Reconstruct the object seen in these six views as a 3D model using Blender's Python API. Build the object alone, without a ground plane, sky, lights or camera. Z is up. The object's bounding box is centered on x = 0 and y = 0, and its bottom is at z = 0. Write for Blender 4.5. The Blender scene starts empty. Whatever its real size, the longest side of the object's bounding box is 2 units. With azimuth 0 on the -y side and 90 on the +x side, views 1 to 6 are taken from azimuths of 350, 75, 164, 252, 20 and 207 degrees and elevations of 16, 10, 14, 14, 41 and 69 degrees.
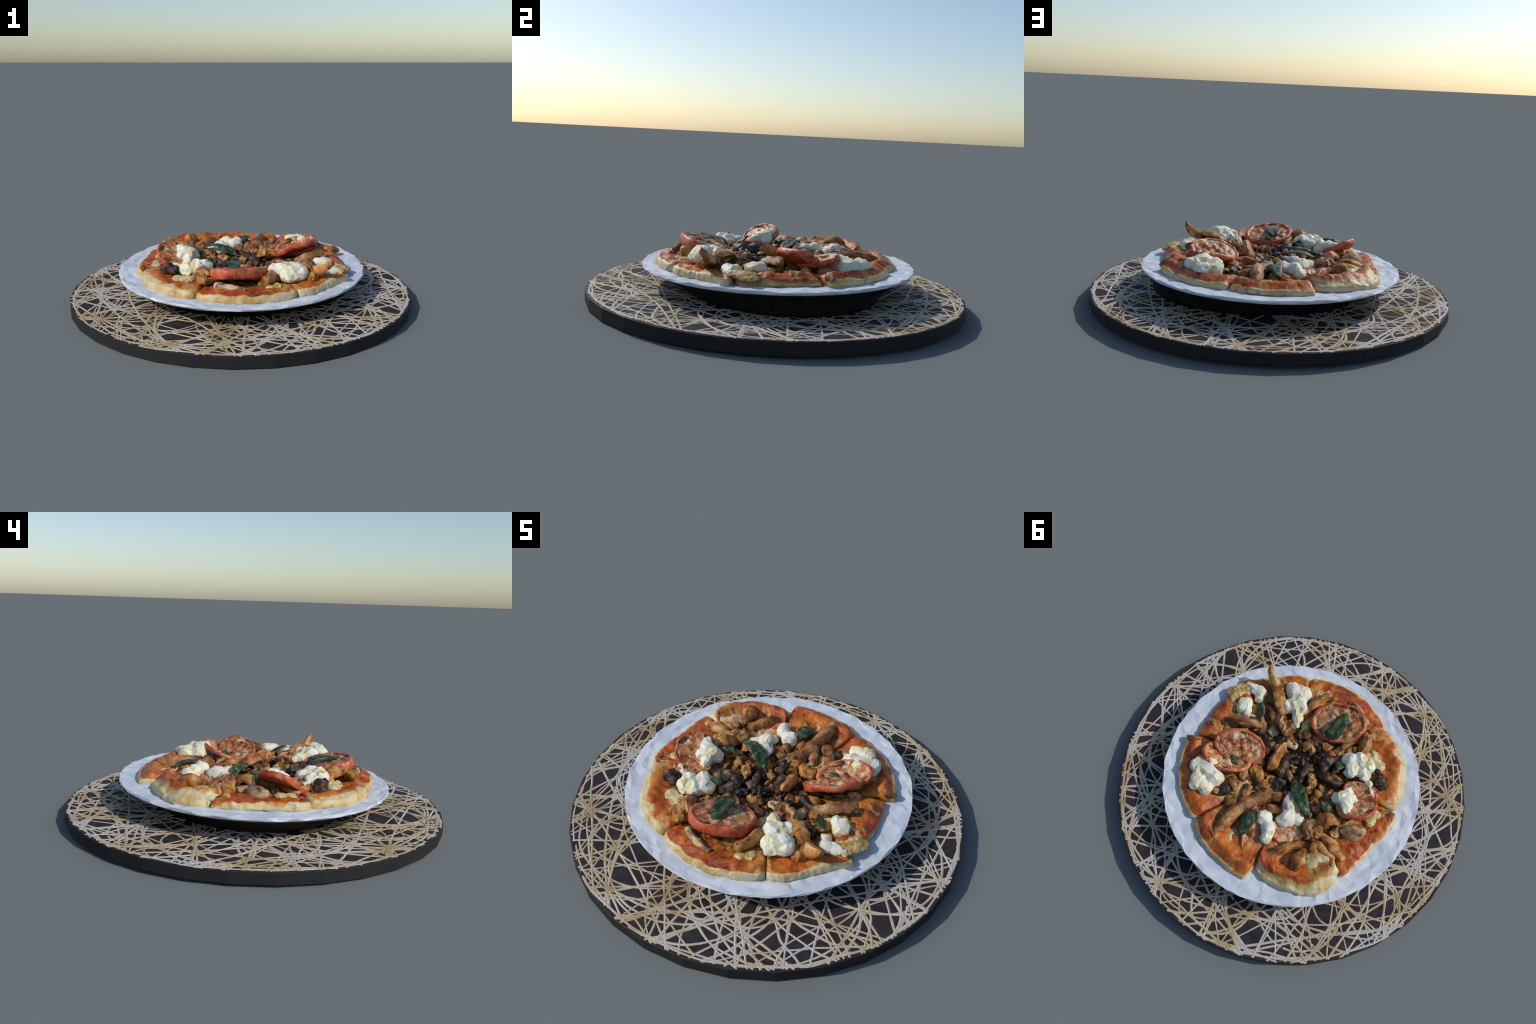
# A pizza cut in eight on a white plate, on a round placemat covered with woven straw strands.
import bpy, bmesh, math, random
import numpy as np
from mathutils import Vector, Matrix, noise, Euler

R = random.Random(7)
pi = math.pi

# ------------------------------------------------------------------ materials
def ramp_node(nt, stops, interp='LINEAR'):
    n = nt.nodes.new('ShaderNodeValToRGB')
    el = n.color_ramp.elements
    n.color_ramp.interpolation = interp
    el[0].position, el[0].color = stops[0][0], (*stops[0][1], 1)
    el[1].position, el[1].color = stops[-1][0], (*stops[-1][1], 1)
    for p, c in stops[1:-1]:
        e = el.new(p); e.color = (*c, 1)
    return n

def tex_noise(nt, co, scale, detail=4, rough=.6, dist=0.0):
    n = nt.nodes.new('ShaderNodeTexNoise')
    n.inputs['Scale'].default_value = scale
    n.inputs['Detail'].default_value = detail
    n.inputs['Roughness'].default_value = rough
    n.inputs['Distortion'].default_value = dist
    nt.links.new(co, n.inputs['Vector'])
    return n

def mix_rgb(nt, fac, a, b, mode='MIX'):
    n = nt.nodes.new('ShaderNodeMix'); n.data_type = 'RGBA'; n.blend_type = mode
    for v, i in ((fac, 0), (a, 6), (b, 7)):
        if isinstance(v, (int, float)): n.inputs[i].default_value = v
        elif isinstance(v, tuple): n.inputs[i].default_value = (*v, 1)
        else: nt.links.new(v, n.inputs[i])
    return n.outputs[2]

def math_node(nt, op, a, b=0.0, clamp=False):
    n = nt.nodes.new('ShaderNodeMath'); n.operation = op; n.use_clamp = clamp
    for v, i in ((a, 0), (b, 1)):
        if isinstance(v, (int, float)): n.inputs[i].default_value = v
        else: nt.links.new(v, n.inputs[i])
    return n.outputs[0]

def span(nt, val, lo, hi):
    n = nt.nodes.new('ShaderNodeMapRange'); n.interpolation_type = 'SMOOTHSTEP'
    nt.links.new(val, n.inputs['Value'])
    n.inputs['From Min'].default_value = lo; n.inputs['From Max'].default_value = hi
    return n.outputs['Result']

def start(name, rough=.6, spec=.3):
    m = bpy.data.materials.new(name); m.use_nodes = True
    nt = m.node_tree
    b = nt.nodes['Principled BSDF']
    b.inputs['Roughness'].default_value = rough
    b.inputs['Specular IOR Level'].default_value = spec
    co = nt.nodes.new('ShaderNodeTexCoord').outputs['Object']
    return m, nt, b, co

def add_bump(nt, b, height, strength, dist=.01):
    n = nt.nodes.new('ShaderNodeBump')
    n.inputs['Strength'].default_value = strength
    n.inputs['Distance'].default_value = dist
    nt.links.new(height, n.inputs['Height'])
    nt.links.new(n.outputs['Normal'], b.inputs['Normal'])

def mottled(name, stops, scale, rough=.55, spec=.3, detail=5, fleck=None, bump=.3, dist=0.4,
            bump_scale=90.0, vary=0.0):
    """Colour ramp over noise, optional sparse flecks of another colour, fine bump."""
    m, nt, b, co = start(name, rough, spec)
    n = tex_noise(nt, co, scale, detail, .62, dist)
    col = ramp_node(nt, stops)
    nt.links.new(n.outputs['Fac'], col.inputs['Fac'])
    c = col.outputs['Color']
    if fleck:
        fc, fs, lo, hi = fleck
        k = tex_noise(nt, co, fs, 3, .6, .3)
        c = mix_rgb(nt, span(nt, k.outputs['Fac'], lo, hi), c, fc)
    if vary:
        oi = nt.nodes.new('ShaderNodeObjectInfo')
        hs = nt.nodes.new('ShaderNodeHueSaturation')
        v = math_node(nt, 'MULTIPLY_ADD', oi.outputs['Random'], vary)
        v.node.inputs[2].default_value = 1 - vary / 2
        nt.links.new(v, hs.inputs['Value']); nt.links.new(c, hs.inputs['Color'])
        c = hs.outputs['Color']
    nt.links.new(c, b.inputs['Base Color'])
    g = tex_noise(nt, co, bump_scale, 3, .6)
    add_bump(nt, b, g.outputs['Fac'], bump, .006)
    return m

MAT = {}
MAT['porcelain'] = mottled('glazed_porcelain', [(.36, (.52, .57, .65)), (.5, (.59, .64, .71)), (.64, (.65, .69, .74))],
                           9, .6, .3, 2, bump=.05)
MAT['plate_under'] = mottled('near_black_underside', [(.3, (.006, .006, .006)), (.6, (.018, .015, .011)), (.8, (.035, .028, .018))],  # near-black brown colour of the plate's underside, beginning sharply at the rim
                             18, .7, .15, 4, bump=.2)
MAT['board'] = mottled('dark_board', [(.3, (.020, .016, .020)), (.55, (.034, .029, .034)), (.8, (.055, .044, .046))],
                       16, .8, .2, 5, bump=.4, bump_scale=60)
MAT['board_edge'] = mottled('black_edging', [(.3, (.016, .016, .017)), (.7, (.020, .020, .021))], 6, .7, .25, 2, bump=.05)
MAT['straw'] = mottled('straw', [(.34, (.34, .235, .12)), (.44, (.46, .36, .225)), (.54, (.52, .45, .35)), (.68, (.49, .455, .43))],
    3.2, .65, .25, 5, bump=.4, bump_scale=140, vary=.22, fleck=((.62, .58, .51), 45, .60, .76))
MAT['dough'] = mottled('baked_dough', [(.25, (.50, .34, .12)), (.42, (.62, .49, .24)), (.58, (.66, .57, .34)), (.75, (.58, .56, .42))],
                       9, .6, .25, 5, fleck=((.42, .19, .045), 22, .60, .74), bump=.5, bump_scale=120)
MAT['mozzarella'] = mottled('mozzarella', [(.34, (.66, .55, .26)), (.44, (.74, .69, .47)), (.54, (.76, .74, .60)), (.66, (.66, .69, .62))],
    17, .5, .3, 4, bump=.5, bump_scale=60)
MAT['cheese_pale'] = mottled('melted_cheese_pale', [(.34, (.36, .20, .06)), (.45, (.54, .43, .19)), (.62, (.60, .55, .36))],
    22, .42, .4, 5, bump=.5)
MAT['cheese_golden'] = mottled('melted_cheese_golden', [(.34, (.20, .08, .018)), (.44, (.42, .23, .055)), (.54, (.56, .41, .16)), (.66, (.62, .54, .32))],
    24, .42, .4, 6, bump=.5, vary=.2)
MAT['mushroom_tan'] = mottled('mushroom_tan', [(.34, (.07, .024, .008)), (.43, (.25, .088, .018)), (.52, (.43, .18, .040)), (.60, (.52, .28, .09)), (.70, (.60, .42, .21))],
    14, .5, .35, 6, fleck=((.05, .022, .010), 26, .62, .72), bump=.6, vary=.3)
MAT['mushroom_brown'] = mottled('mushroom_brown', [(.34, (.035, .014, .008)), (.43, (.15, .055, .018)), (.52, (.28, .12, .036)), (.62, (.42, .23, .09)), (.72, (.52, .36, .20))],
    15, .5, .35, 6, fleck=((.025, .014, .011), 24, .60, .70), bump=.7, vary=.3)
MAT['mushroom_dark'] = mottled('mushroom_dark', [(.38, (.007, .006, .007)), (.49, (.030, .017, .012)), (.57, (.11, .052, .022)), (.68, (.26, .15, .07))],
    22, .45, .4, 7, bump=.8, vary=.4)
MAT['mushroom_pale'] = mottled('mushroom_pale', [(.36, (.05, .028, .024)), (.45, (.30, .18, .08)), (.55, (.48, .36, .20)), (.66, (.55, .46, .31))],
    15, .5, .35, 5, bump=.4)
MAT['tomato_skin'] = mottled('tomato_skin', [(.34, (.25, .032, .014)), (.44, (.44, .065, .024)), (.54, (.53, .12, .045)), (.66, (.54, .25, .10))],
    15, .38, .45, 5, fleck=((.60, .38, .27), 36, .60, .70), bump=.5)
MAT['tomato_flesh'] = mottled('tomato_flesh', [(.34, (.19, .035, .014)), (.42, (.38, .10, .03)), (.50, (.46, .19, .075)), (.57, (.54, .34, .16)), (.66, (.62, .50, .36))],
    20, .4, .4, 7, dist=1.2, fleck=((.08, .022, .010), 22, .56, .66), bump=.9, bump_scale=50)
MAT['basil'] = mottled('basil', [(.36, (.006, .014, .007)), (.47, (.018, .042, .014)), (.57, (.05, .085, .03)), (.68, (.22, .24, .11))],
    34, .4, .4, 6, bump=.8, vary=.3)
MAT['mozzarella_shade_tint'] = mottled('mozzarella_shade_tint', [(.3, (.30, .16, .20)), (.5, (.50, .42, .46)), (.75, (.66, .63, .62))], 12, .4, .4, 3)  # white mozzarella coloured lilac for its purplish shading

def sauce_material():
    """Tomato sauce, with melted cheese film and scorched patches."""
    m, nt, b, co = start('tomato_sauce', .42, .4)
    n1 = tex_noise(nt, co, 9, 6, .68, .8)
    base = ramp_node(nt, [(.34, (.16, .020, .007)), (.43, (.35, .058, .009)), (.53, (.50, .115, .011)), (.64, (.54, .20, .022))])
    nt.links.new(n1.outputs['Fac'], base.inputs['Fac'])
    n2 = tex_noise(nt, co, 8, 5, .6, .7)
    c = mix_rgb(nt, span(nt, n2.outputs['Fac'], .57, .67), base.outputs['Color'], (.48, .30, .09))
    n3 = tex_noise(nt, co, 15, 5, .68, .9)
    c = mix_rgb(nt, span(nt, n3.outputs['Fac'], .54, .66), c, (.085, .020, .012))
    # towards the middle the sauce is under browned cheese
    ng = tex_noise(nt, co, 22, 6, .65, .5)
    gold = ramp_node(nt, [(.36, (.10, .032, .010)), (.45, (.30, .13, .03)), (.54, (.46, .28, .08)), (.65, (.56, .46, .24))])
    nt.links.new(ng.outputs['Fac'], gold.inputs['Fac'])
    # the middle, under the pile, is browned and charred
    mp = nt.nodes.new('ShaderNodeMapping'); mp.inputs['Location'].default_value = (-.02, .04, 0); mp.inputs['Scale'].default_value = (1, 1, 0)
    nt.links.new(co, mp.inputs['Vector'])
    ln = nt.nodes.new('ShaderNodeVectorMath'); ln.operation = 'LENGTH'; nt.links.new(mp.outputs[0], ln.inputs[0])
    w = math_node(nt, 'MULTIPLY_ADD', n2.outputs['Fac'], .25); w.node.inputs[2].default_value = -.125
    d = math_node(nt, 'ADD', ln.outputs['Value'], w)
    c = mix_rgb(nt, span(nt, d, .52, .40), c, gold.outputs['Color'])
    k = span(nt, d, .30, .12)
    c = mix_rgb(nt, k, c, mix_rgb(nt, span(nt, n1.outputs['Fac'], .4, .6), (.035, .016, .010), (.20, .085, .025)))
    at = nt.nodes.new('ShaderNodeAttribute'); at.attribute_name = 'past_sauce'
    e = math_node(nt, 'MULTIPLY_ADD', n3.outputs['Fac'], .05); e.node.inputs[2].default_value = -.025
    pos = math_node(nt, 'ADD', at.outputs['Fac'], e)
    nd = tex_noise(nt, co, 9, 5, .6, .4)
    dough = ramp_node(nt, [(.34, (.42, .25, .075)), (.43, (.55, .40, .17)), (.53, (.60, .50, .28)), (.66, (.52, .49, .34))])
    nt.links.new(nd.outputs['Fac'], dough.inputs['Fac'])
    toast = mix_rgb(nt, span(nt, n1.outputs['Fac'], .58, .70), dough.outputs['Color'], (.38, .17, .04))
    c = mix_rgb(nt, span(nt, pos, -.010, .004), c, (.50, .24, .04))
    c = mix_rgb(nt, span(nt, pos, -.002, .010), c, toast)
    nt.links.new(c, b.inputs['Base Color'])
    g = tex_noise(nt, co, 55, 4, .6)
    add_bump(nt, b, g.outputs['Fac'], .6, .008)
    return m
MAT['sauce'] = sauce_material()

# ------------------------------------------------------------------ helpers
def empty(name, label, category):
    o = bpy.data.objects.new(name, None)
    bpy.context.scene.collection.objects.link(o)
    o['label'] = label; o['category'] = category
    return o

def add(name, verts, faces, mats, parent, smooth=True, face_mats=None):
    me = bpy.data.meshes.new(name)
    me.from_pydata([tuple(v) for v in verts], [], faces)
    for m in (mats if isinstance(mats, list) else [mats]):
        me.materials.append(MAT[m])
    if face_mats is not None:
        me.polygons.foreach_set('material_index', face_mats)
    me.polygons.foreach_set('use_smooth', [smooth] * len(me.polygons))
    bm = bmesh.new(); bm.from_mesh(me)
    bmesh.ops.recalc_face_normals(bm, faces=bm.faces)
    bm.to_mesh(me); bm.free()
    o = bpy.data.objects.new(name, me)
    bpy.context.scene.collection.objects.link(o)
    o.parent = parent
    return o

def fbm(p, scale, octaves=3):
    v, a, s = 0.0, 1.0, scale
    for _ in range(octaves):
        v += a * noise.noise(Vector(p) * s); a *= .5; s *= 2.1
    return v

def catmull(P, n):
    """Smooth polyline through control rows (any width), n samples per span."""
    P = np.array(P, float)
    Q = np.vstack([2 * P[0] - P[1], P, 2 * P[-1] - P[-2]])
    out = []
    for i in range(1, len(Q) - 2):
        for k in range(n):
            t = k / n
            out.append(.5 * ((2 * Q[i]) + (-Q[i-1] + Q[i+1]) * t + (2*Q[i-1] - 5*Q[i] + 4*Q[i+1] - Q[i+2]) * t*t
                             + (-Q[i-1] + 3*Q[i] - 3*Q[i+1] + Q[i+2]) * t**3))
    out.append(Q[-2])
    return np.array(out)

def evaluated(o):
    dg = bpy.context.evaluated_depsgraph_get(); dg.update()
    me = bpy.data.meshes.new_from_object(o.evaluated_get(dg))
    return me

def lump(name, lobes, mat, parent, voxel=.006, smooth=6, amp=.006, scale=30, squash=1.0, ridge=0.0, keep=.35, sharp=0, grow=1.0):
    """Fuse ball lobes (x, y, z, r) into one skin, then wrinkle it with noise and thin it to facets."""
    bm = bmesh.new()
    for x, y, z, r in lobes:
        z -= r * squash * (grow - 1) * .8; r *= grow
        M = Matrix.Translation((x, y, z)) @ Matrix.Diagonal((r, r, r * squash, 1))
        bmesh.ops.create_icosphere(bm, subdivisions=3, radius=1, matrix=M)
    me = bpy.data.meshes.new(name); bm.to_mesh(me); bm.free()
    o = bpy.data.objects.new(name, me); bpy.context.scene.collection.objects.link(o)
    md = o.modifiers.new('r', 'REMESH'); md.mode = 'VOXEL'; md.voxel_size = voxel
    md = o.modifiers.new('s', 'SMOOTH'); md.iterations = smooth; md.factor = .6
    me2 = evaluated(o)
    o.modifiers.clear(); o.data = me2; bpy.data.meshes.remove(me)
    off = Vector((R.random() * 9, R.random() * 9, R.random() * 9))
    nor = [v.normal.copy() for v in me2.vertices]
    for v, nn in zip(me2.vertices, nor):
        p = v.co + off
        d = amp * fbm(p, scale, 3)
        if ridge:
            d += ridge * (.45 - 2 * abs(noise.noise(Vector((p.x, p.y, p.z * .6)) * scale * 1.5)))
        v.co += nn * d
    if keep < 1:
        md = o.modifiers.new('d', 'DECIMATE'); md.ratio = keep
        me3 = evaluated(o); o.modifiers.clear(); o.data = me3; bpy.data.meshes.remove(me2); me2 = me3
    me2.name = name
    me2.materials.clear(); me2.materials.append(MAT[mat])
    me2.polygons.foreach_set('use_smooth', [True] * len(me2.polygons))
    if sharp: me2.set_sharp_from_angle(angle=math.radians(sharp))
    o.parent = parent
    return o

def sweep_mesh(rows, flat, amp, scale, sides=18, per=9, up=Vector((0, 0, 1)), cup=0.0, turn=.5):
    """Tube along control rows (x, y, z, half width); thickness = flat * width; lumpy skin."""
    S = catmull(rows, per)
    n = len(S)
    off = Vector((R.random() * 9, R.random() * 9, R.random() * 9))
    roll = R.uniform(-turn, turn)
    V, F = [], []
    for i in range(n):
        c = Vector(S[i][:3]); w = max(S[i][3], .002)
        t = Vector(S[min(i + 1, n - 1)][:3]) - Vector(S[max(i - 1, 0)][:3]); t.normalize()
        u = up if abs(t.dot(up)) < .9 else Vector((1, 0, 0))
        side = t.cross(u).normalized(); nrm = side.cross(t).normalized()
        q = Matrix.Rotation(roll + .5 * noise.noise(c * 9 + off), 3, t)
        side, nrm = q @ side, q @ nrm
        for k in range(sides):
            a = 2 * pi * k / sides
            ca, sa = math.cos(a), math.sin(a)
            ca = math.copysign(abs(ca) ** .75, ca); sa = math.copysign(abs(sa) ** .75, sa)
            p = c + side * (w * ca * (1 + .35 * noise.noise(c * 22 + off))) + nrm * (w * (flat * sa - cup * (ca * ca - .4)))
            d = (p - c).normalized()
            p += d * (amp * (fbm(p + off, scale, 3) * .8 + .5 * (.5 - 2 * abs(noise.noise((p + off) * scale * .8)))))
            V.append(p)
    for i in range(n - 1):
        for k in range(sides):
            k2 = (k + 1) % sides
            F.append((i * sides + k, i * sides + k2, (i + 1) * sides + k2, (i + 1) * sides + k))
    for i, s in ((0, -1), (n - 1, 1)):
        t = Vector(S[min(i + 1, n - 1)][:3]) - Vector(S[max(i - 1, 0)][:3]); t.normalize()
        V.append(Vector(S[i][:3]) + t * (s * S[i][3] * .6))
        c = len(V) - 1
        for k in range(sides):
            F.append((i * sides + k, i * sides + (k + 1) % sides, c))
    return V, F

# ------------------------------------------------------------------ placemat
placemat = empty('round_placemat', 'round black board covered with crossing straw strands', 'placemat')
MAT_TOP = .0660
board_lean = lambda x, y, z: (.007 * (1 + y) if z < .03 else .0035 + .0035 * y + .003 * x)      # the board rests a little higher at the back
NSIDE = 32

def build_board():
    ring = lambda r, z: [(r * math.cos(2 * pi * k / NSIDE), r * math.sin(2 * pi * k / NSIDE), z) for k in range(NSIDE)]
    rows = [ring(.994, 0.0), ring(1.0, .004), ring(1.0, MAT_TOP - .003), ring(.996, MAT_TOP)]
    V = [(x, y, z + board_lean(x, y, z)) for r in rows for x, y, z in r]; F = []; M = []
    for i in range(3):
        for k in range(NSIDE):
            k2 = (k + 1) % NSIDE
            F.append((i * NSIDE + k, i * NSIDE + k2, (i + 1) * NSIDE + k2, (i + 1) * NSIDE + k)); M.append(1)
    F.append(tuple(range(NSIDE))[::-1]); M.append(1)
    F.append(tuple(3 * NSIDE + k for k in range(NSIDE))); M.append(0)
    add('board', V, F, ['board', 'board_edge'], placemat, False, M)

def strand(path, width, z0):
    """One flat straw lying on the board: a low arched ribbon following path."""
    n = len(path); V, F = [], []
    prof = [(-1, 0), (-.72, .75), (0, 1), (.72, .75), (1, 0)]
    seed = R.random() * 50
    for i in range(n):
        p = path[i]; a = path[max(i - 1, 0)]; b = path[min(i + 1, n - 1)]
        t = Vector((b[0] - a[0], b[1] - a[1], 0)).normalized(); s = Vector((-t.y, t.x, 0))
        w = width * (1 + .28 * noise.noise(Vector((i * .25, seed, 0))))
        lift = .0004 * (1 + noise.noise(Vector((i * .35, seed, 3))))
        for x, h in prof:
            q = Vector((p[0], p[1], 0)) + s * (x * w)
            V.append((q.x, q.y, MAT_TOP - .001 + (z0 + lift + .0022) * h + board_lean(q.x, q.y, .06)))
    m = len(prof)
    for i in range(n - 1):
        for k in range(m - 1):
            F.append((i * m + k, i * m + k + 1, (i + 1) * m + k + 1, (i + 1) * m + k))
    return add('woven_strand', V, F, 'straw', placemat)

def build_strands():
    lim = .994
    def room(x, y):
        """How far a point lies inside the many-sided edge of the board."""
        return lim * math.cos(pi / NSIDE) / math.cos((math.atan2(y, x) % (2 * pi / NSIDE)) - pi / NSIDE) - math.hypot(x, y)
    def runs(pts, inner=.50):
        fine = []
        for (ax, ay), (bx, by) in zip(pts, pts[1:]):
            for t in (0, .25, .5, .75): fine.append((ax + (bx - ax) * t, ay + (by - ay) * t))
        out, cur = [], []
        for p in fine:
            if math.hypot(*p) > inner and room(*p) > 0: cur.append(p)
            else:
                if len(cur) > 16: out.append(cur[:-1:4] + [cur[-1]])
                cur = []
        if len(cur) > 16: out.append(cur[:-1:4] + [cur[-1]])
        return out
    z = 0
    def lay(pts, inner=.50):
        nonlocal z
        for run in runs(pts, inner):
            strand(run, R.uniform(.0046, .0076), z); z = (z + .00007) % .0012
    # straws that cross the whole board, some bowed, evenly spread in direction and offset
    N = 84
    for i in range(N):
        a = pi * ((i * .618034) % 1.0) * 2
        d = .06 + .90 * ((i + R.random()) / N)
        half = math.sqrt(max(.05, 1.06 - d * d))
        bow = R.uniform(-.20, .20) * half
        ux, uy = math.cos(a), math.sin(a)
        n = int(half * 90)
        pts = []
        for k in range(n + 1):
            t = 2 * k / n - 1
            q = d - bow * (t * t - .4) + .010 * noise.noise(Vector((t * 4, i * 3.1, 2)))
            pts.append((ux * q - uy * t * half, uy * q + ux * t * half))
        lay(pts)
    # wide loops
    M = 28
    for i in range(M):
        a = 2 * pi * i / M + R.uniform(-.12, .12)
        rad = R.uniform(.20, .46); c = R.uniform(.50, .97 - rad * .82)
        if c + rad > .985: c = .985 - rad
        cx, cy = c * math.cos(a), c * math.sin(a)
        e = R.uniform(.0, .2); ea = R.random() * pi; n = int(rad * 160); ph = R.random() * 6
        pts = []
        for k in range(n + 1):
            t = ph + 2 * pi * k / n
            q = rad * (1 + e * (math.cos(2 * (t - ea)) - 1) * .5) + .010 * noise.noise(Vector((math.cos(t) * 3, math.sin(t) * 3, i)))
            pts.append((cx + q * math.cos(t), cy + q * math.sin(t)))
        lay(pts)
    # short straws from the edge inwards, leaning both ways
    for i in range(60):
        a = 2 * pi * i / 60 + R.uniform(-.05, .05)
        lean = R.choice((-1, 1)) * R.uniform(.12, .75)
        n = 24
        r1 = R.uniform(.5, .62)
        pts = []
        for k in range(n + 1):
            t = k / n; r = .995 + (r1 - .995) * t
            b = a + lean * (t - .25 * t * t) + .02 * noise.noise(Vector((t * 4, i * 1.7, 8)))
            pts.append((r * math.cos(b), r * math.sin(b)))
        lay(pts)
    # thin binding along the edge
    for i in range(20):
        a0 = 2 * pi * i / 20 + R.uniform(-.1, .1); ln = R.uniform(.35, .6); r0 = R.uniform(.965, .986); r1 = R.uniform(.965, .986)
        n = int(ln * 45)
        lay([((r0 + (r1 - r0) * k / n + .004 * math.sin(k * .4 + i)) * math.cos(a0 + ln * k / n),
              (r0 + (r1 - r0) * k / n + .004 * math.sin(k * .4 + i)) * math.sin(a0 + ln * k / n)) for k in range(n + 1)])

build_board()
build_strands()

# ------------------------------------------------------------------ plate
plate = empty('dinner_plate', 'round white plate with faceted rim and dark underside', 'plate')
PC = (.0045, .0055); PR = .7196
tilt = lambda x, y: .0079 * (x - PC[0]) + .0171 * (y - PC[1])

def build_plate():
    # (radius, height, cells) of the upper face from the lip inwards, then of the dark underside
    top = [(PR - .010, .187), (PR - .001, .1955), (PR - .003, .2050), (PR - .022, .2045), (.672, .2035), (.645, .2025), (.618, .2015), (.58, .199), (.50, .195), (.36, .192), (.2, .192)]
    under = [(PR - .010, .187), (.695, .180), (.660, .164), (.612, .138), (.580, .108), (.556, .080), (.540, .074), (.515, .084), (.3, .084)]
    def rev(rows, name, mat, n, jit, smooth, close):
        V, F = [], []
        for i, (r, z) in enumerate(rows):
            lip = i < 2
            for k in range(n):
                a = 2 * pi * (k + (.5 * (i % 2)) + (0 if lip else jit * R.uniform(-.35, .35))) / n
                rr = r + (0 if lip else jit * R.uniform(-.006, .006)) + .0025 * jit * noise.noise(Vector((math.cos(a) * 9, math.sin(a) * 9, i)))
                x, y = PC[0] + rr * math.cos(a), PC[1] + rr * math.sin(a)
                if name == 'plate_underside':        # the foot sits off centre, towards +x
                    k0 = min(1, max(0, (.19 - z) / .10)); x += .095 * k0 * (.5 + .5 * math.cos(a)) ** .7; y *= 1 - .09 * k0
                zz = z + (R.uniform(-.0036, .0036) * jit if i >= 1 else 0)
                V.append((x, y, zz + (tilt(x, y) if z > .09 else 0)))
        for i in range(len(rows) - 1):
            for k in range(n):
                a, b = i * n + k, i * n + (k + 1) % n
                c, d = (i + 1) * n + k, (i + 1) * n + (k + 1) % n
                if i % 2 == 0: F += [(a, b, c), (b, d, c)]
                else: F += [(a, b, d), (a, d, c)]
        F.append(tuple((len(rows) - 1) * n + k for k in range(n)))
        return add(name, V, F, mat, plate, smooth)
    rev(top, 'plate_dish', 'porcelain', 96, 1.0, False, True)
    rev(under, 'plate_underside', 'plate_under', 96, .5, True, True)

build_plate()

# ------------------------------------------------------------------ pizza base
pizza = empty('pizza', 'sliced pizza with tomato, mushrooms, mozzarella and basil', 'pizza')
APEX = (.033, -.067)

# each slice: (start angle, end angle, [(fraction across, crust radius)], crust rise, dough lip depth)
SLICES = [
    (100.5, 139.5, [(0, .645), (.15, .680), (.35, .712), (.55, .738), (.7, .748), (.85, .728), (1, .688)], .036, .070),
    (140.5, 182.0, [(0, .694), (.15, .668), (.35, .655), (.5, .635), (.7, .640), (.9, .648), (1, .648)], .006, .014),
    (182.5, 231.0, [(0, .618), (.25, .630), (.5, .632), (.75, .612), (1, .586)], .012, .055),
    (231.6, 288.7, [(0, .580), (.2, .583), (.4, .584), (.6, .580), (.8, .568), (1, .556)], .008, .018),
    (289.1, 329.5, [(0, .558), (.2, .566), (.5, .557), (.8, .575), (1, .610)], .006, .032),
    (330.3, 372.4, [(0, .552), (.25, .562), (.5, .564), (.75, .562), (1, .576)], .018, -.004),
    (373.5, 420.5, [(0, .622), (.15, .632), (.4, .648), (.65, .654), (1, .645)], .020, .020),
    (421.5, 459.5, [(0, .640), (.2, .670), (.4, .684), (.6, .690), (.8, .702), (.94, .710), (1, .655)], .020, .022),
]

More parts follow.
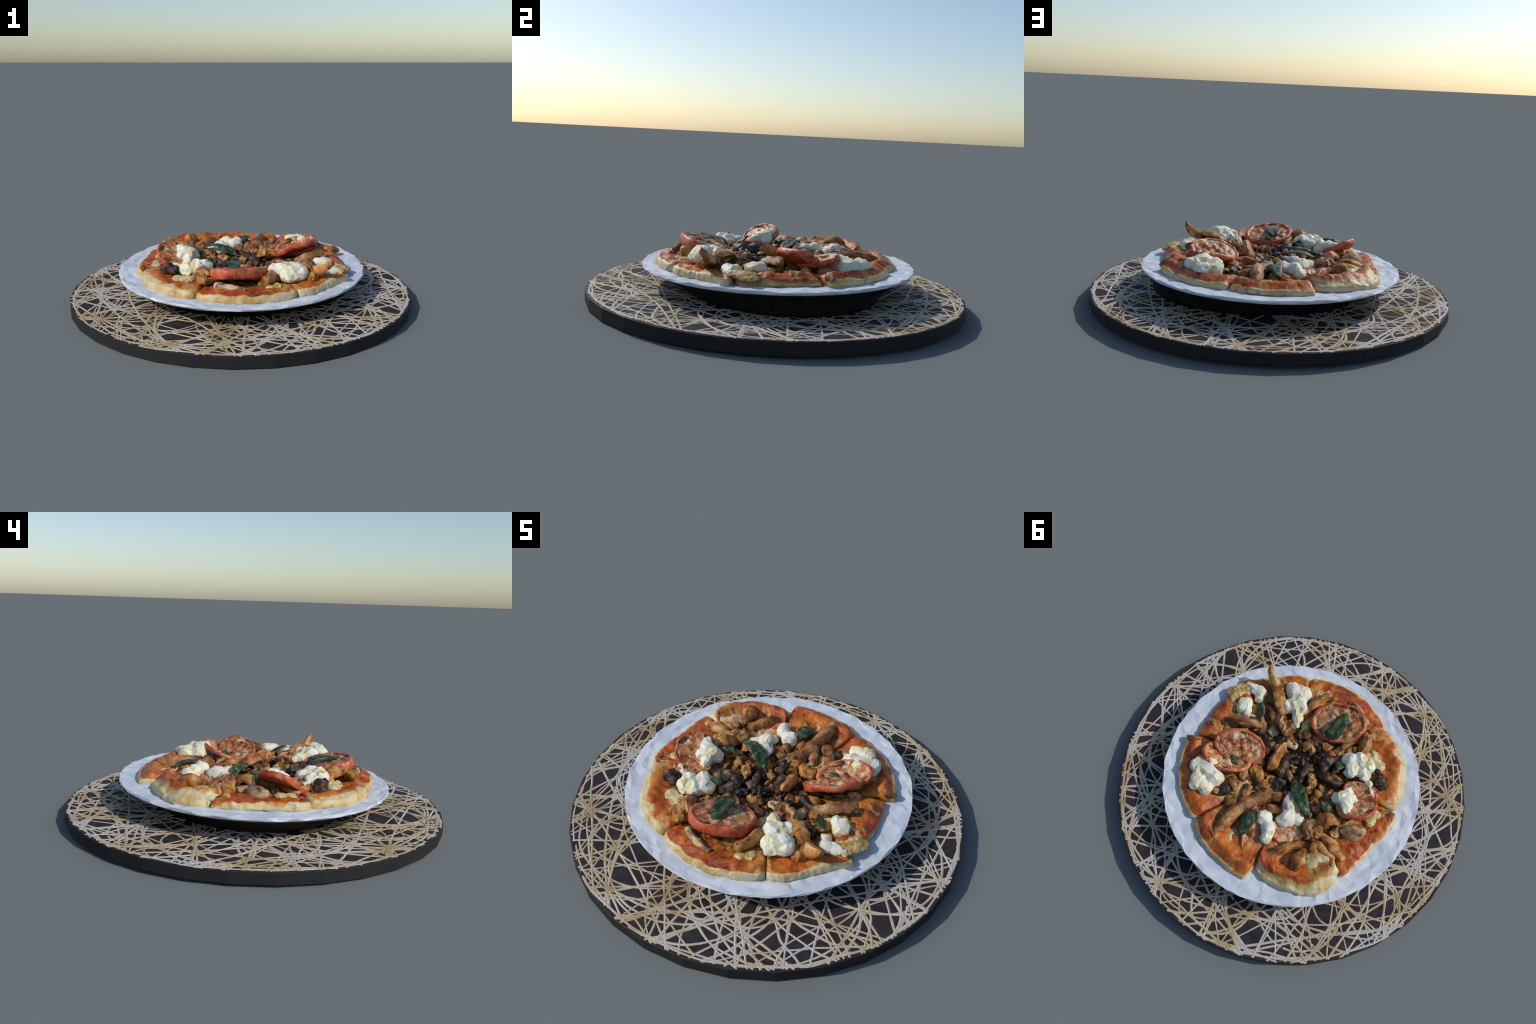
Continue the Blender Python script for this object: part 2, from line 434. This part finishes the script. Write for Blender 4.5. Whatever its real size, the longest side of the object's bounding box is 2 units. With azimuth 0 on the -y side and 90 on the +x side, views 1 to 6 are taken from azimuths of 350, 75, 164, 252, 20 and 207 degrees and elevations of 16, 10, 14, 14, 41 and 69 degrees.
def build_slice(idx, a0, a1, prof, rise, lip):
    xs = [p[0] for p in prof]; ys = [p[1] for p in prof]
    NA, NR = 56, 44
    mid = math.radians((a0 + a1) / 2)          # slices are pulled a little apart
    AX, AY = APEX[0] + .003 * math.cos(mid), APEX[1] + .003 * math.sin(mid)
    ys = [y - .003 for y in ys]
    def top_z(x, y, fr):
        b = .211 + .023 * min(1, max(0, (fr - .15) / .65)) ** 1.5 + tilt(x, y) * .35 - .003
        crust = math.exp(-((fr - .93) / .055) ** 2)
        return b + rise * crust + (.006 + rise * .3) * math.exp(-((fr - .86) / .14) ** 2) + .010 * fbm((x, y, idx), 13, 3) + .005 * fbm((x, y, 5), 38, 2)
    # profile runs: fr = 0..1 over the top, then rounds down the crust side to the plate, then back underneath
    V, F, M = [], [], []
    cols = []
    for j in range(NA + 1):
        s = j / NA
        a = math.radians(a0 + (a1 - a0) * s)
        edge = float(np.interp(s, xs, ys)) + .006 * noise.noise(Vector((a * 9, idx, 0))) + .003 * noise.noise(Vector((a * 30, idx, 4)))
        corner = min(1, min(s, 1 - s) / .06)
        edge -= .012 * (1 - corner) ** 2
        ca, sa = math.cos(a), math.sin(a)
        col = []
        H = .045 + rise * .9
        rnd = .018 + rise * .25
        dn = .200
        pts = []
        for i in range(NR):
            fr = (i / (NR - 1)) ** .8
            r = .004 + fr * (edge - rnd - .004)
            x, y = AX + r * ca, AY + r * sa
            z = top_z(x, y, fr) - .010 * (1 - corner) ** 2 * (fr > .1)
            pts.append((x, y, z, r / edge, r))
        zt = pts[-1][2]
        x, y = AX + edge * ca, AY + edge * sa
        zb = dn + tilt(x, y) + .004 * noise.noise(Vector((a * 14, idx, 7)))
        for q in range(1, 11):
            th = q / 10 * pi * .78
            r = edge - rnd + rnd * math.sin(th) ** .8 * (1 + .18 * noise.noise(Vector((a * 20, q * .4, idx))))
            z = zb + (zt - zb) * (.5 + .5 * math.cos(q / 10 * pi))
            x, y = AX + r * ca, AY + r * sa
            pts.append((x, y, z, 1 + q * .1, edge + q * .004))
        for fr in (.9, .5, .02):
            r = fr * edge
            x, y = AX + r * ca, AY + r * sa
            pts.append((x, y, .199 + tilt(x, y), 3, 9))
        cols.append((pts, edge, a))
    m = len(cols[0][0])
    for pts, edge, a in cols:
        V += [Vector(p[:3]) for p in pts]
    for j in range(NA):
        for i in range(m - 1):
            F.append((j * m + i, j * m + i + 1, (j + 1) * m + i + 1, (j + 1) * m + i))
            M.append(0)
    F.append(tuple(range(m))); M.append(0)
    F.append(tuple(NA * m + i for i in range(m))); M.append(0)
    o = add('pizza_slice', V, F, ['sauce'], pizza, True, M)
    # geometric coordinate: metres past the line where the sauce ends (negative inside)
    at = o.data.attributes.new('past_sauce', 'FLOAT', 'POINT')
    vals = []
    for pts, edge, a in cols:
        wob = (.030 * noise.noise(Vector((a * 5, idx * 2.0, 1))) + .010 * noise.noise(Vector((a * 18, idx, 2)))) * max(.75, .5 + lip * 10)
        vals += [p[4] + wob - (edge + .014 - lip) for p in pts]
    at.data.foreach_set('value', vals)
    return o

for i, s in enumerate(SLICES):
    build_slice(i, *s)

# ------------------------------------------------------------------ toppings
def mushroom_strip(tone, rows, flat, turn=.5):
    V, F = sweep_mesh([(x, y, z, r * 1.22) for x, y, z, r in rows], flat * .75, .012, 16, sides=12, per=6, cup=R.uniform(.2, .9), turn=turn)
    o = add('mushroom_piece', V, F, 'mushroom_' + tone, pizza)
    o.data.set_sharp_from_angle(angle=math.radians(38))
    return o

def mushroom_chunk(tone, lobes):
    return lump('mushroom_piece', lobes, 'mushroom_' + tone, pizza, .0045, 3, .013, 19, .75, .013, .075, sharp=26, grow=1.25)

def mozzarella(lobes):
    return lump('mozzarella_dollop', lobes, 'mozzarella', pizza, .0045, 14, .012, 15, .90, .005, .050, sharp=24, grow=1.24)

def melted_cheese(tone, lobes):
    return lump('melted_cheese', lobes, 'cheese_' + tone, pizza, .0045, 8, .010, 20, .40, .004, .12, sharp=32, grow=1.25)

def shade_tinted_mozzarella(rows):
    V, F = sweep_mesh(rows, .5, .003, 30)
    return add('shade_tinted_mozzarella', V, F, 'mozzarella_shade_tint', pizza)

def basil_leaf(width, spine):
    """Blade folded along its midrib, wavy margin, short stalk, real thickness."""
    S = catmull([(*p, 0) for p in spine], 8)[:, :3]
    n = len(S); nw = 8
    up = Vector((0, 0, 1)); seed = R.random() * 30
    V, F = [], []
    for layer in (0, 1):
        for i in range(n):
            t = i / (n - 1)
            c = Vector(S[i]); d = (Vector(S[min(i+1, n-1)]) - Vector(S[max(i-1, 0)])).normalized()
            s = d.cross(up).normalized(); nn = s.cross(d).normalized()
            w = width * (.10 if t < .12 else (.10 + .95 * math.sin(pi * min(1, (t - .12) / .88) ** .8) ** .75))
            if t > .97: w = width * .05
            for k in range(nw + 1):
                u = 2 * k / nw - 1
                p = c + s * (u * w) + nn * (.30 * abs(u) * w - .012 * u * u + .0045 * noise.noise(Vector((t * 6, u * 2, seed))) * (abs(u) + .3))
                p -= nn * (.0026 * layer * (1 - .6 * abs(u)))
                V.append(p)
    m = nw + 1; L = n * m
    for i in range(n - 1):
        for k in range(nw):
            a = i * m + k
            F.append((a, a + 1, a + m + 1, a + m)); F.append((L + a, L + a + m, L + a + m + 1, L + a + 1))
        F.append((i * m, i * m + m, L + i * m + m, L + i * m))
        F.append((i * m + nw, L + i * m + nw, L + i * m + m + nw, i * m + m + nw))
    for i in (0, n - 1):
        for k in range(nw):
            F.append((i * m + k, i * m + k + 1, L + i * m + k + 1, L + i * m + k))
    return add('basil_leaf', V, F, 'basil', pizza)

def tomato_slice(center, normal, rx, ry, thick, spin=0.0, arc=(0, 360), sink=.010, lumpy=.010, bowl=0.0):
    """A cooked slice: flesh disc sunk inside a wrinkled skin band. arc < 360 gives a torn half-moon."""
    N = Vector(normal).normalized()
    X = Vector((1, 0, 0)); X = (X - N * X.dot(N)).normalized(); Y = N.cross(X)
    X, Y = X * math.cos(spin) + Y * math.sin(spin), Y * math.cos(spin) - X * math.sin(spin)
    C = Vector(center); off = Vector((R.random() * 9, R.random() * 9, R.random() * 9))
    full = arc[1] - arc[0] >= 360
    NA = 72 if full else 48
    n_cols = NA if full else NA + 1
    def rim(a):
        w = 1 + .05 * math.sin(2 * a + off.x) + .06 * noise.noise(Vector((math.cos(a) * 1.6, math.sin(a) * 1.6, off.y))) + .02 * noise.noise(Vector((math.cos(a) * 6, math.sin(a) * 6, off.z)))
        return X * (rx * w * math.cos(a)) + Y * (ry * w * math.sin(a))
    def lift(a): return .007 * noise.noise(Vector((math.cos(a) * 2, math.sin(a) * 2, off.x))) + .004 * noise.noise(Vector((math.cos(a) * 7, math.sin(a) * 7, off.x)))
    angs = [math.radians(arc[0] + (arc[1] - arc[0]) * j / NA) for j in range(n_cols)]
    # skin band, (fraction of radius, height in half thicknesses)
    band = [(.76, .50), (.82, .72), (.88, .90), (.94, 1.0), (.985, .86), (1.0, .4), (1.0, -.1), (.985, -.6), (.95, -1.0), (.80, -.95)]
    V, F, FM = [], [], []
    for a in angs:
        r = rim(a)
        for f, h in band:
            q = C + r * f + N * (h * thick * .5 + lift(a))
            q += r.normalized() * (.005 * fbm(q + off, 30, 2)) * (2.2 if f < .85 else 1) + N * (.005 * fbm(q + off, 22, 2))
            V.append(q)
    m = len(band)
    for j in range(n_cols if full else NA):
        j2 = (j + 1) % n_cols
        for i in range(m):
            i2 = (i + 1) % m
            F.append((j * m + i, j * m + i2, j2 * m + i2, j2 * m + i)); FM.append(1 if i < 2 else 0)
    if not full:
        F.append(tuple(range(m))); F.append(tuple(NA * m + i for i in range(m))); FM += [0, 0]
    # flesh
    NR = 16; FV, FF = [], []
    for side in (1, -1):
        for a in angs:
            r = rim(a)
            for i in range(NR):
                f = .86 * (i + .02) / (NR - 1)
                q = C + r * f
                fall = 1 - (f / .86) ** 4
                if side > 0:
                    chamber = noise.noise(q * 26 + off)
                    h = thick * .5 * .62 - bowl * fall + fall * (lumpy * (.55 + 1.1 * fbm(q + off, 24, 3)) - sink * max(0, chamber) * 1.6)
                else:
                    h = -thick * .5 * .9 - bowl * fall
                q += N * (h + lift(a) * f)
                FV.append(q)
    L = n_cols * NR
    for j in range(n_cols if full else NA):
        j2 = (j + 1) % n_cols
        for i in range(NR - 1):
            FF.append((j * NR + i, j2 * NR + i, j2 * NR + i + 1, j * NR + i + 1))
            FF.append((L + j * NR + i, L + j * NR + i + 1, L + j2 * NR + i + 1, L + j2 * NR + i))
        FF.append((j * NR + NR - 1, j2 * NR + NR - 1, L + j2 * NR + NR - 1, L + j * NR + NR - 1))
    if not full:
        for j in (0, NA):
            for i in range(NR - 1):
                FF.append((j * NR + i, j * NR + i + 1, L + j * NR + i + 1, L + j * NR + i))
    back = [1 if min(f) >= L else 0 for f in FF]        # the underside shows skin
    o = add('tomato_slice', FV, FF, ['tomato_flesh', 'tomato_skin'], pizza, True, back)
    k = add('tomato_skin', V, F, ['tomato_skin', 'tomato_flesh'], o, True, FM)
    return o

# ---- placed toppings: (x, y, z, radius) of each lobe or spine point
mozzarella([(0.242, -0.436, 0.288, 0.042), (0.192, -0.451, 0.283, 0.042), (0.221, -0.351, 0.277, 0.036), (0.169, -0.37, 0.283, 0.044), (0.141, -0.308, 0.272, 0.03), (0.129, -0.272, 0.262, 0.016)])
mozzarella([(0.47, 0.22, 0.277, 0.042), (0.417, 0.204, 0.286, 0.045), (0.36, 0.236, 0.27, 0.04), (0.437, 0.287, 0.266, 0.042), (0.379, 0.311, 0.26, 0.038), (0.43, 0.32, 0.266, 0.032)])
mozzarella([(-0.238, -0.217, 0.286, 0.036), (-0.283, -0.25, 0.288, 0.036), (-0.34, -0.249, 0.278, 0.034), (-0.275, -0.174, 0.277, 0.036), (-0.337, -0.188, 0.275, 0.034), (-0.391, -0.152, 0.272, 0.016), (-0.417, -0.119, 0.275, 0.015)])
mozzarella([(0.012, 0.299, 0.268, 0.036), (-0.036, 0.335, 0.264, 0.035), (-0.053, 0.387, 0.258, 0.028)])
mozzarella([(-0.087, 0.169, 0.268, 0.028), (-0.102, 0.232, 0.262, 0.036), (-0.151, 0.209, 0.258, 0.03), (-0.079, 0.264, 0.254, 0.026), (-0.119, 0.164, 0.263, 0.02)])
mozzarella([(0.449, -0.235, 0.262, 0.034), (0.413, -0.199, 0.262, 0.026), (0.446, -0.205, 0.26, 0.03)])
mozzarella([(0.501, -0.36, 0.252, 0.014), (0.455, -0.346, 0.25, 0.026), (0.411, -0.347, 0.25, 0.03), (0.395, -0.308, 0.248, 0.022)])
melted_cheese("golden", [(0.544, -0.266, 0.242, 0.04), (0.508, -0.308, 0.248, 0.04), (0.503, -0.199, 0.242, 0.03), (0.357, -0.18, 0.252, 0.028), (0.326, -0.151, 0.249, 0.024), (0.42, -0.161, 0.25, 0.034)])
melted_cheese("pale", [(-0.335, 0.367, 0.242, 0.045), (-0.392, 0.348, 0.242, 0.045), (-0.34, 0.315, 0.242, 0.04), (-0.442, 0.366, 0.237, 0.025)])
melted_cheese("pale", [(0.276, 0.479, 0.242, 0.022), (0.241, 0.502, 0.242, 0.024), (0.209, 0.519, 0.24, 0.022)])
melted_cheese("pale", [(0.129, 0.479, 0.238, 0.026), (0.115, 0.443, 0.24, 0.022)])
melted_cheese("golden", [(0.298, 0.296, 0.23, 0.03), (0.255, 0.236, 0.228, 0.03), (0.213, 0.187, 0.228, 0.022), (0.197, 0.154, 0.228, 0.018), (0.213, 0.236, 0.22, 0.03)])
melted_cheese("pale", [(0.093, -0.377, 0.232, 0.035), (0.082, -0.304, 0.228, 0.03), (0.078, -0.245, 0.222, 0.025)])
melted_cheese("pale", [(-0.344, -0.322, 0.24, 0.035), (-0.39, -0.288, 0.238, 0.03)])
melted_cheese("pale", [(-0.488, 0.016, 0.24, 0.03), (-0.503, -0.022, 0.24, 0.025)])
melted_cheese("pale", [(0.497, -0.042, 0.238, 0.025), (0.486, -0.072, 0.238, 0.02)])
melted_cheese("pale", [(0.115, -0.166, 0.225, 0.025), (0.083, -0.161, 0.224, 0.02), (0.228, -0.186, 0.229, 0.03)])
melted_cheese("golden", [(0.55, 0.134, 0.242, 0.022), (0.51, 0.174, 0.244, 0.024), (0.472, 0.213, 0.242, 0.02)])
melted_cheese("golden", [(-0.242, -0.299, 0.247, 0.026), (-0.17, -0.246, 0.248, 0.024)])
melted_cheese("golden", [(0.109, -0.513, 0.238, 0.03), (0.073, -0.541, 0.24, 0.02)])
mushroom_strip("tan", [(0.324, -0.403, 0.292, 0.024), (0.287, -0.359, 0.296, 0.032), (0.247, -0.315, 0.285, 0.028), (0.221, -0.286, 0.268, 0.016)], 0.7)
mushroom_chunk("brown", [(0.182, -0.233, 0.268, 0.036), (0.155, -0.215, 0.262, 0.034), (0.21, -0.244, 0.262, 0.026)])
mushroom_chunk("tan", [(0.252, -0.253, 0.244, 0.024), (0.258, -0.289, 0.246, 0.02), (0.129, -0.177, 0.234, 0.02)])
mushroom_strip("brown", [(0.467, -0.107, 0.29, 0.014), (0.443, -0.116, 0.288, 0.024), (0.389, -0.135, 0.278, 0.022), (0.338, -0.148, 0.272, 0.022), (0.293, -0.152, 0.26, 0.014)], 1.0)
mushroom_strip("dark", [(0.32, -0.141, 0.245, 0.015), (0.254, -0.116, 0.243, 0.018), (0.202, -0.082, 0.238, 0.014)], 1.0)
mushroom_strip("tan", [(0.121, -0.122, 0.298, 0.012), (0.126, -0.094, 0.296, 0.022), (0.127, -0.047, 0.278, 0.022), (0.13, 0.005, 0.262, 0.024), (0.134, 0.041, 0.254, 0.014)], 1.0)
mushroom_chunk("tan", [(0.189, 0.081, 0.253, 0.026), (0.165, 0.103, 0.251, 0.028), (0.145, 0.119, 0.245, 0.022)])
mushroom_chunk("tan", [(0.102, 0.121, 0.244, 0.026), (0.099, 0.089, 0.242, 0.022)])
mushroom_chunk("dark", [(0.044, 0.085, 0.237, 0.03), (0.042, 0.114, 0.237, 0.026)])
mushroom_strip("brown", [(0.001, 0.13, 0.215, 0.02), (0.069, 0.177, 0.226, 0.032), (0.129, 0.251, 0.238, 0.033), (0.162, 0.336, 0.256, 0.034), (0.187, 0.41, 0.262, 0.032), (0.194, 0.469, 0.254, 0.026), (0.2, 0.497, 0.244, 0.014)], 1.1)
mushroom_strip("tan", [(-0.095, 0.5, 0.24, 0.012), (-0.128, 0.434, 0.248, 0.022), (-0.177, 0.376, 0.25, 0.022), (-0.232, 0.328, 0.248, 0.016)], 1.0)
mushroom_strip("tan", [(-0.261, 0.344, 0.258, 0.016), (-0.265, 0.394, 0.272, 0.027), (-0.264, 0.437, 0.275, 0.026), (-0.265, 0.479, 0.252, 0.015)], 1.0)
mushroom_chunk("brown", [(-0.23, 0.215, 0.262, 0.032), (-0.26, 0.232, 0.258, 0.034), (-0.234, 0.259, 0.252, 0.028)])
mushroom_strip("tan", [(-0.294, 0.231, 0.248, 0.014), (-0.351, 0.238, 0.262, 0.026), (-0.408, 0.259, 0.256, 0.026), (-0.463, 0.285, 0.238, 0.012)], 0.7)
mushroom_strip("tan", [(-0.269, 0.272, 0.244, 0.01), (-0.332, 0.288, 0.254, 0.018), (-0.42, 0.304, 0.242, 0.01)], 1.0)
mushroom_strip("pale", [(-0.38, 0.152, 0.254, 0.014), (-0.416, 0.142, 0.258, 0.034), (-0.461, 0.126, 0.258, 0.036), (-0.494, 0.095, 0.252, 0.016)], 0.35)
mushroom_strip("tan", [(-0.24, 0.194, 0.25, 0.02), (-0.271, 0.154, 0.272, 0.032), (-0.306, 0.131, 0.28, 0.028), (-0.351, 0.12, 0.264, 0.012)], 0.6)
mushroom_chunk("tan", [(-0.089, -0.033, 0.266, 0.013), (-0.11, -0.005, 0.254, 0.024), (-0.107, 0.04, 0.249, 0.02), (-0.165, 0.036, 0.248, 0.02), (-0.169, 0.076, 0.243, 0.018), (-0.165, -0.007, 0.252, 0.014)])
mushroom_strip("dark", [(-0.186, -0.201, 0.255, 0.014), (-0.133, -0.157, 0.251, 0.026), (-0.14, -0.093, 0.248, 0.028), (-0.202, -0.068, 0.248, 0.026), (-0.261, -0.088, 0.245, 0.012)], 1.0)
mushroom_chunk("tan", [(0.016, -0.183, 0.242, 0.026), (-0.013, -0.182, 0.239, 0.024)])
mushroom_chunk("dark", [(-0.088, -0.187, 0.246, 0.03), (-0.07, -0.156, 0.24, 0.024)])
mushroom_strip("brown", [(-0.124, -0.227, 0.245, 0.012), (-0.177, -0.298, 0.26, 0.02), (-0.233, -0.38, 0.264, 0.014)], 1.0)
mushroom_strip("tan", [(-0.239, -0.409, 0.286, 0.01), (-0.265, -0.367, 0.296, 0.024), (-0.27, -0.323, 0.28, 0.026), (-0.265, -0.292, 0.258, 0.014)], 0.6)
mushroom_chunk("dark", [(-0.407, -0.237, 0.272, 0.022), (-0.435, -0.201, 0.27, 0.024), (-0.457, -0.18, 0.262, 0.018)])
mushroom_chunk("tan", [(-0.213, -0.272, 0.252, 0.022), (-0.22, -0.299, 0.254, 0.02)])
mushroom_strip("tan", [(0.114, -0.358, 0.25, 0.012), (0.095, -0.429, 0.268, 0.024), (0.067, -0.498, 0.272, 0.024), (0.012, -0.529, 0.256, 0.012)], 1.0)
mushroom_strip("pale", [(-0.068, -0.558, 0.238, 0.012), (-0.143, -0.531, 0.246, 0.02), (-0.21, -0.473, 0.244, 0.014)], 1.0)
mushroom_chunk("dark", [(0.292, 0.28, 0.246, 0.02), (0.267, 0.251, 0.246, 0.02)])
mushroom_strip("brown", [(0.632, 0.092, 0.242, 0.01), (0.6, 0.09, 0.248, 0.017), (0.559, 0.085, 0.244, 0.012)], 1.0)
mushroom_strip("brown", [(0.336, -0.282, 0.251, 0.014), (0.296, -0.277, 0.253, 0.018), (0.289, -0.239, 0.246, 0.012)], 1.0)
mushroom_strip("brown", [(0.035, -0.004, 0.236, 0.01), (-0.005, 0.026, 0.242, 0.014), (-0.042, 0.057, 0.235, 0.008)], 1.0)
mushroom_strip("dark", [(-0.031, -0.098, 0.234, 0.012), (-0.047, -0.042, 0.241, 0.02), (-0.056, 0.01, 0.233, 0.014)], 1.0)
mushroom_chunk("brown", [(-0.073, -0.243, 0.242, 0.022), (-0.035, -0.247, 0.237, 0.02)])
mushroom_chunk("brown", [(0.247, 0.129, 0.243, 0.018), (0.21, 0.131, 0.243, 0.016)])
mushroom_chunk("tan", [(-0.238, 0.09, 0.25, 0.026), (-0.206, 0.106, 0.243, 0.02)])
shade_tinted_mozzarella([(-0.044, 0.112, 0.276, 0.012), (-0.052, 0.162, 0.272, 0.022), (-0.064, 0.213, 0.262, 0.014)])
basil_leaf(0.04, [(-0.076, -0.255, 0.292), (-0.083, -0.29, 0.318), (-0.095, -0.367, 0.327), (-0.094, -0.465, 0.322)])
basil_leaf(0.036, [(-0.012, 0.01, 0.262), (-0.054, 0.062, 0.285), (-0.13, 0.13, 0.306), (-0.206, 0.182, 0.284)])
basil_leaf(0.036, [(0.07, 0.278, 0.276), (0.076, 0.337, 0.292), (0.077, 0.393, 0.285), (0.071, 0.451, 0.258)])
basil_leaf(0.022, [(0.367, -0.299, 0.297), (0.35, -0.254, 0.287), (0.332, -0.209, 0.27), (0.319, -0.17, 0.258)])
basil_leaf(0.026, [(-0.199, 0.061, 0.286), (-0.235, 0.078, 0.29), (-0.272, 0.082, 0.282), (-0.306, 0.066, 0.27)])
basil_leaf(0.018, [(0.353, 0.074, 0.284), (0.317, 0.095, 0.282), (0.283, 0.11, 0.274)])
basil_leaf(0.026, [(-0.199, -0.124, 0.318), (-0.201, -0.159, 0.29), (-0.202, -0.192, 0.278), (-0.205, -0.232, 0.262)])
# T1 (-0.078, -0.389, 0.297) T2a (0.314, 0.012, 0.305) T2b (0.355, 0.102, 0.283) T4 (-0.374, -0.08, 0.262) T5 (-0.039, 0.362, 0.266) T6 (-0.138, 0.283, 0.264)
# center (0.027, -0.072, 0.25)
# ---- tomato slices
tomato_slice((-.074, -.389, .279), (.03, .26, .95), .150, .122, .058, .25, lumpy=.012)
tomato_slice((.330, .014, .284), (-.26, .46, .85), .150, .098, .036, .30, lumpy=.014)
tomato_slice((.365, .106, .280), (-.12, -.30, .94), .135, .092, .028, .35, bowl=.014, lumpy=.006)
tomato_slice((-.388, -.002, .286), (.28, -.42, .86), .118, .105, .030, .6, lumpy=.006)
tomato_slice((-.374, -.080, .254), (-.1, .1, 1), .095, .075, .022, .2, sink=.004)
tomato_slice((-.004, .405, .238), (-.12, .20, 1), .135, .080, .040, 1.9, bowl=.010, lumpy=.004)
tomato_slice((-.136, .280, .241), (-.1, .15, 1), .105, .085, .032, .5, bowl=.010, lumpy=.006)

# ---- mozzarella draped over the raised tomato slice
mozzarella([(-.362, .088, .330, .011), (-.352, .062, .326, .020), (-.330, .022, .316, .030), (-.295, .004, .298, .032),
            (-.348, -.016, .298, .030), (-.276, .004, .284, .028), (-.360, .022, .312, .022), (-.314, -.050, .278, .028)])

# ---- mushroom slices leaning beside the horn and behind the near tomato slice
mushroom_chunk('tan', [(.312, -.446, .258, .028), (.306, -.412, .274, .030), (.272, -.432, .260, .024)])
mushroom_chunk('tan', [(-.290, -.416, .276, .026), (-.270, -.440, .264, .024), (-.275, -.385, .284, .022)])

# ---- the upright horn-shaped mushroom
mushroom_strip('tan', [(.422, -.480, .358, .005), (.414, -.470, .335, .014), (.398, -.456, .306, .020), (.368, -.430, .284, .024), (.330, -.402, .284, .022)], 1.0)

# ---- charred mushroom crumbs in the middle and small bits between the pieces
def crumbs(name, mat, count, cx, cy, spread, lo, hi, z, seed):
    rr = random.Random(seed)
    bm = bmesh.new()
    for _ in range(count):
        a = rr.random() * 2 * pi; d = spread * math.sqrt(rr.random())
        r = rr.uniform(lo, hi)
        x, y = cx + d * math.cos(a), cy + d * math.sin(a)
        M = (Matrix.Translation((x, y, z + rr.uniform(-.004, .012))) @ Euler((rr.random() * 3, rr.random() * 3, rr.random() * 3)).to_matrix().to_4x4()
             @ Matrix.Diagonal((r * rr.uniform(.8, 1.8), r, r * rr.uniform(.35, .7), 1)))
        new = bmesh.ops.create_icosphere(bm, subdivisions=2, radius=1, matrix=M)
        for v in new['verts']:
            v.co += (v.co - Vector((x, y, z))).normalized() * (r * .35 * noise.noise(v.co * 70))
    me = bpy.data.meshes.new(name); bm.to_mesh(me); bm.free()
    me.materials.append(MAT[mat]); me.polygons.foreach_set('use_smooth', [True] * len(me.polygons))
    o = bpy.data.objects.new(name, me); bpy.context.scene.collection.objects.link(o)
    o.parent = pizza; o['kind'] = 'stuff'

crumbs('mushroom_crumbs', 'mushroom_dark', 26, .01, -.07, .15, .010, .022, .218, 3)
crumbs('mushroom_crumbs', 'mushroom_brown', 36, 0, 0, .33, .008, .018, .222, 5)
crumbs('mushroom_crumbs', 'mushroom_tan', 20, 0, .02, .40, .007, .015, .226, 9)

# ---- loose mushroom pieces filling the space between the larger toppings
TAKEN = [(-.078, -.389, .13), (.318, .01, .10), (.352, .1, .10), (-.385, 0, .10), (-.33, .03, .06), (-.03, .372, .08), (-.14, .272, .08),
         (.19, -.40, .07), (.42, .26, .09), (-.29, -.2, .09), (-.37, -.09, .07), (.44, -.23, .06), (.43, -.34, .06), (-.12, .1, .05), (.14, .3, .05)]
fill = random.Random(21)
made = 0
while made < 70:
    a = fill.random() * 2 * pi; d = .46 * math.sqrt(fill.random())
    x, y = .01 + d * math.cos(a), -.02 + d * math.sin(a)
    if any(math.hypot(x - p, y - q) < r for p, q, r in TAKEN): continue
    TAKEN.append((x, y, .038))
    made += 1
    c = math.hypot(x - .02, y + .05)
    tone = 'dark' if fill.random() < 1.1 - c * 5 else fill.choice(('tan', 'tan', 'brown', 'brown', 'dark'))
    h = fill.random() * pi; L = fill.uniform(.016, .032)
    z = .214 + .035 * c + .4 * tilt(x, y) + fill.uniform(0, .012)
    if fill.random() < .15:
        mushroom_chunk(tone, [(x, y, z, fill.uniform(.016, .026)), (x + L * math.cos(h), y + L * math.sin(h), z + fill.uniform(-.006, .01), fill.uniform(.013, .022))])
    else:
        L *= 1.5
        mushroom_strip(tone, [(x - L * math.cos(h), y - L * math.sin(h), z - .004, .014), (x, y, z + fill.uniform(.004, .016), fill.uniform(.020, .032)),
                              (x + L * math.cos(h + .4), y + L * math.sin(h + .4), z, .012)], fill.uniform(.35, .75), 1.2)
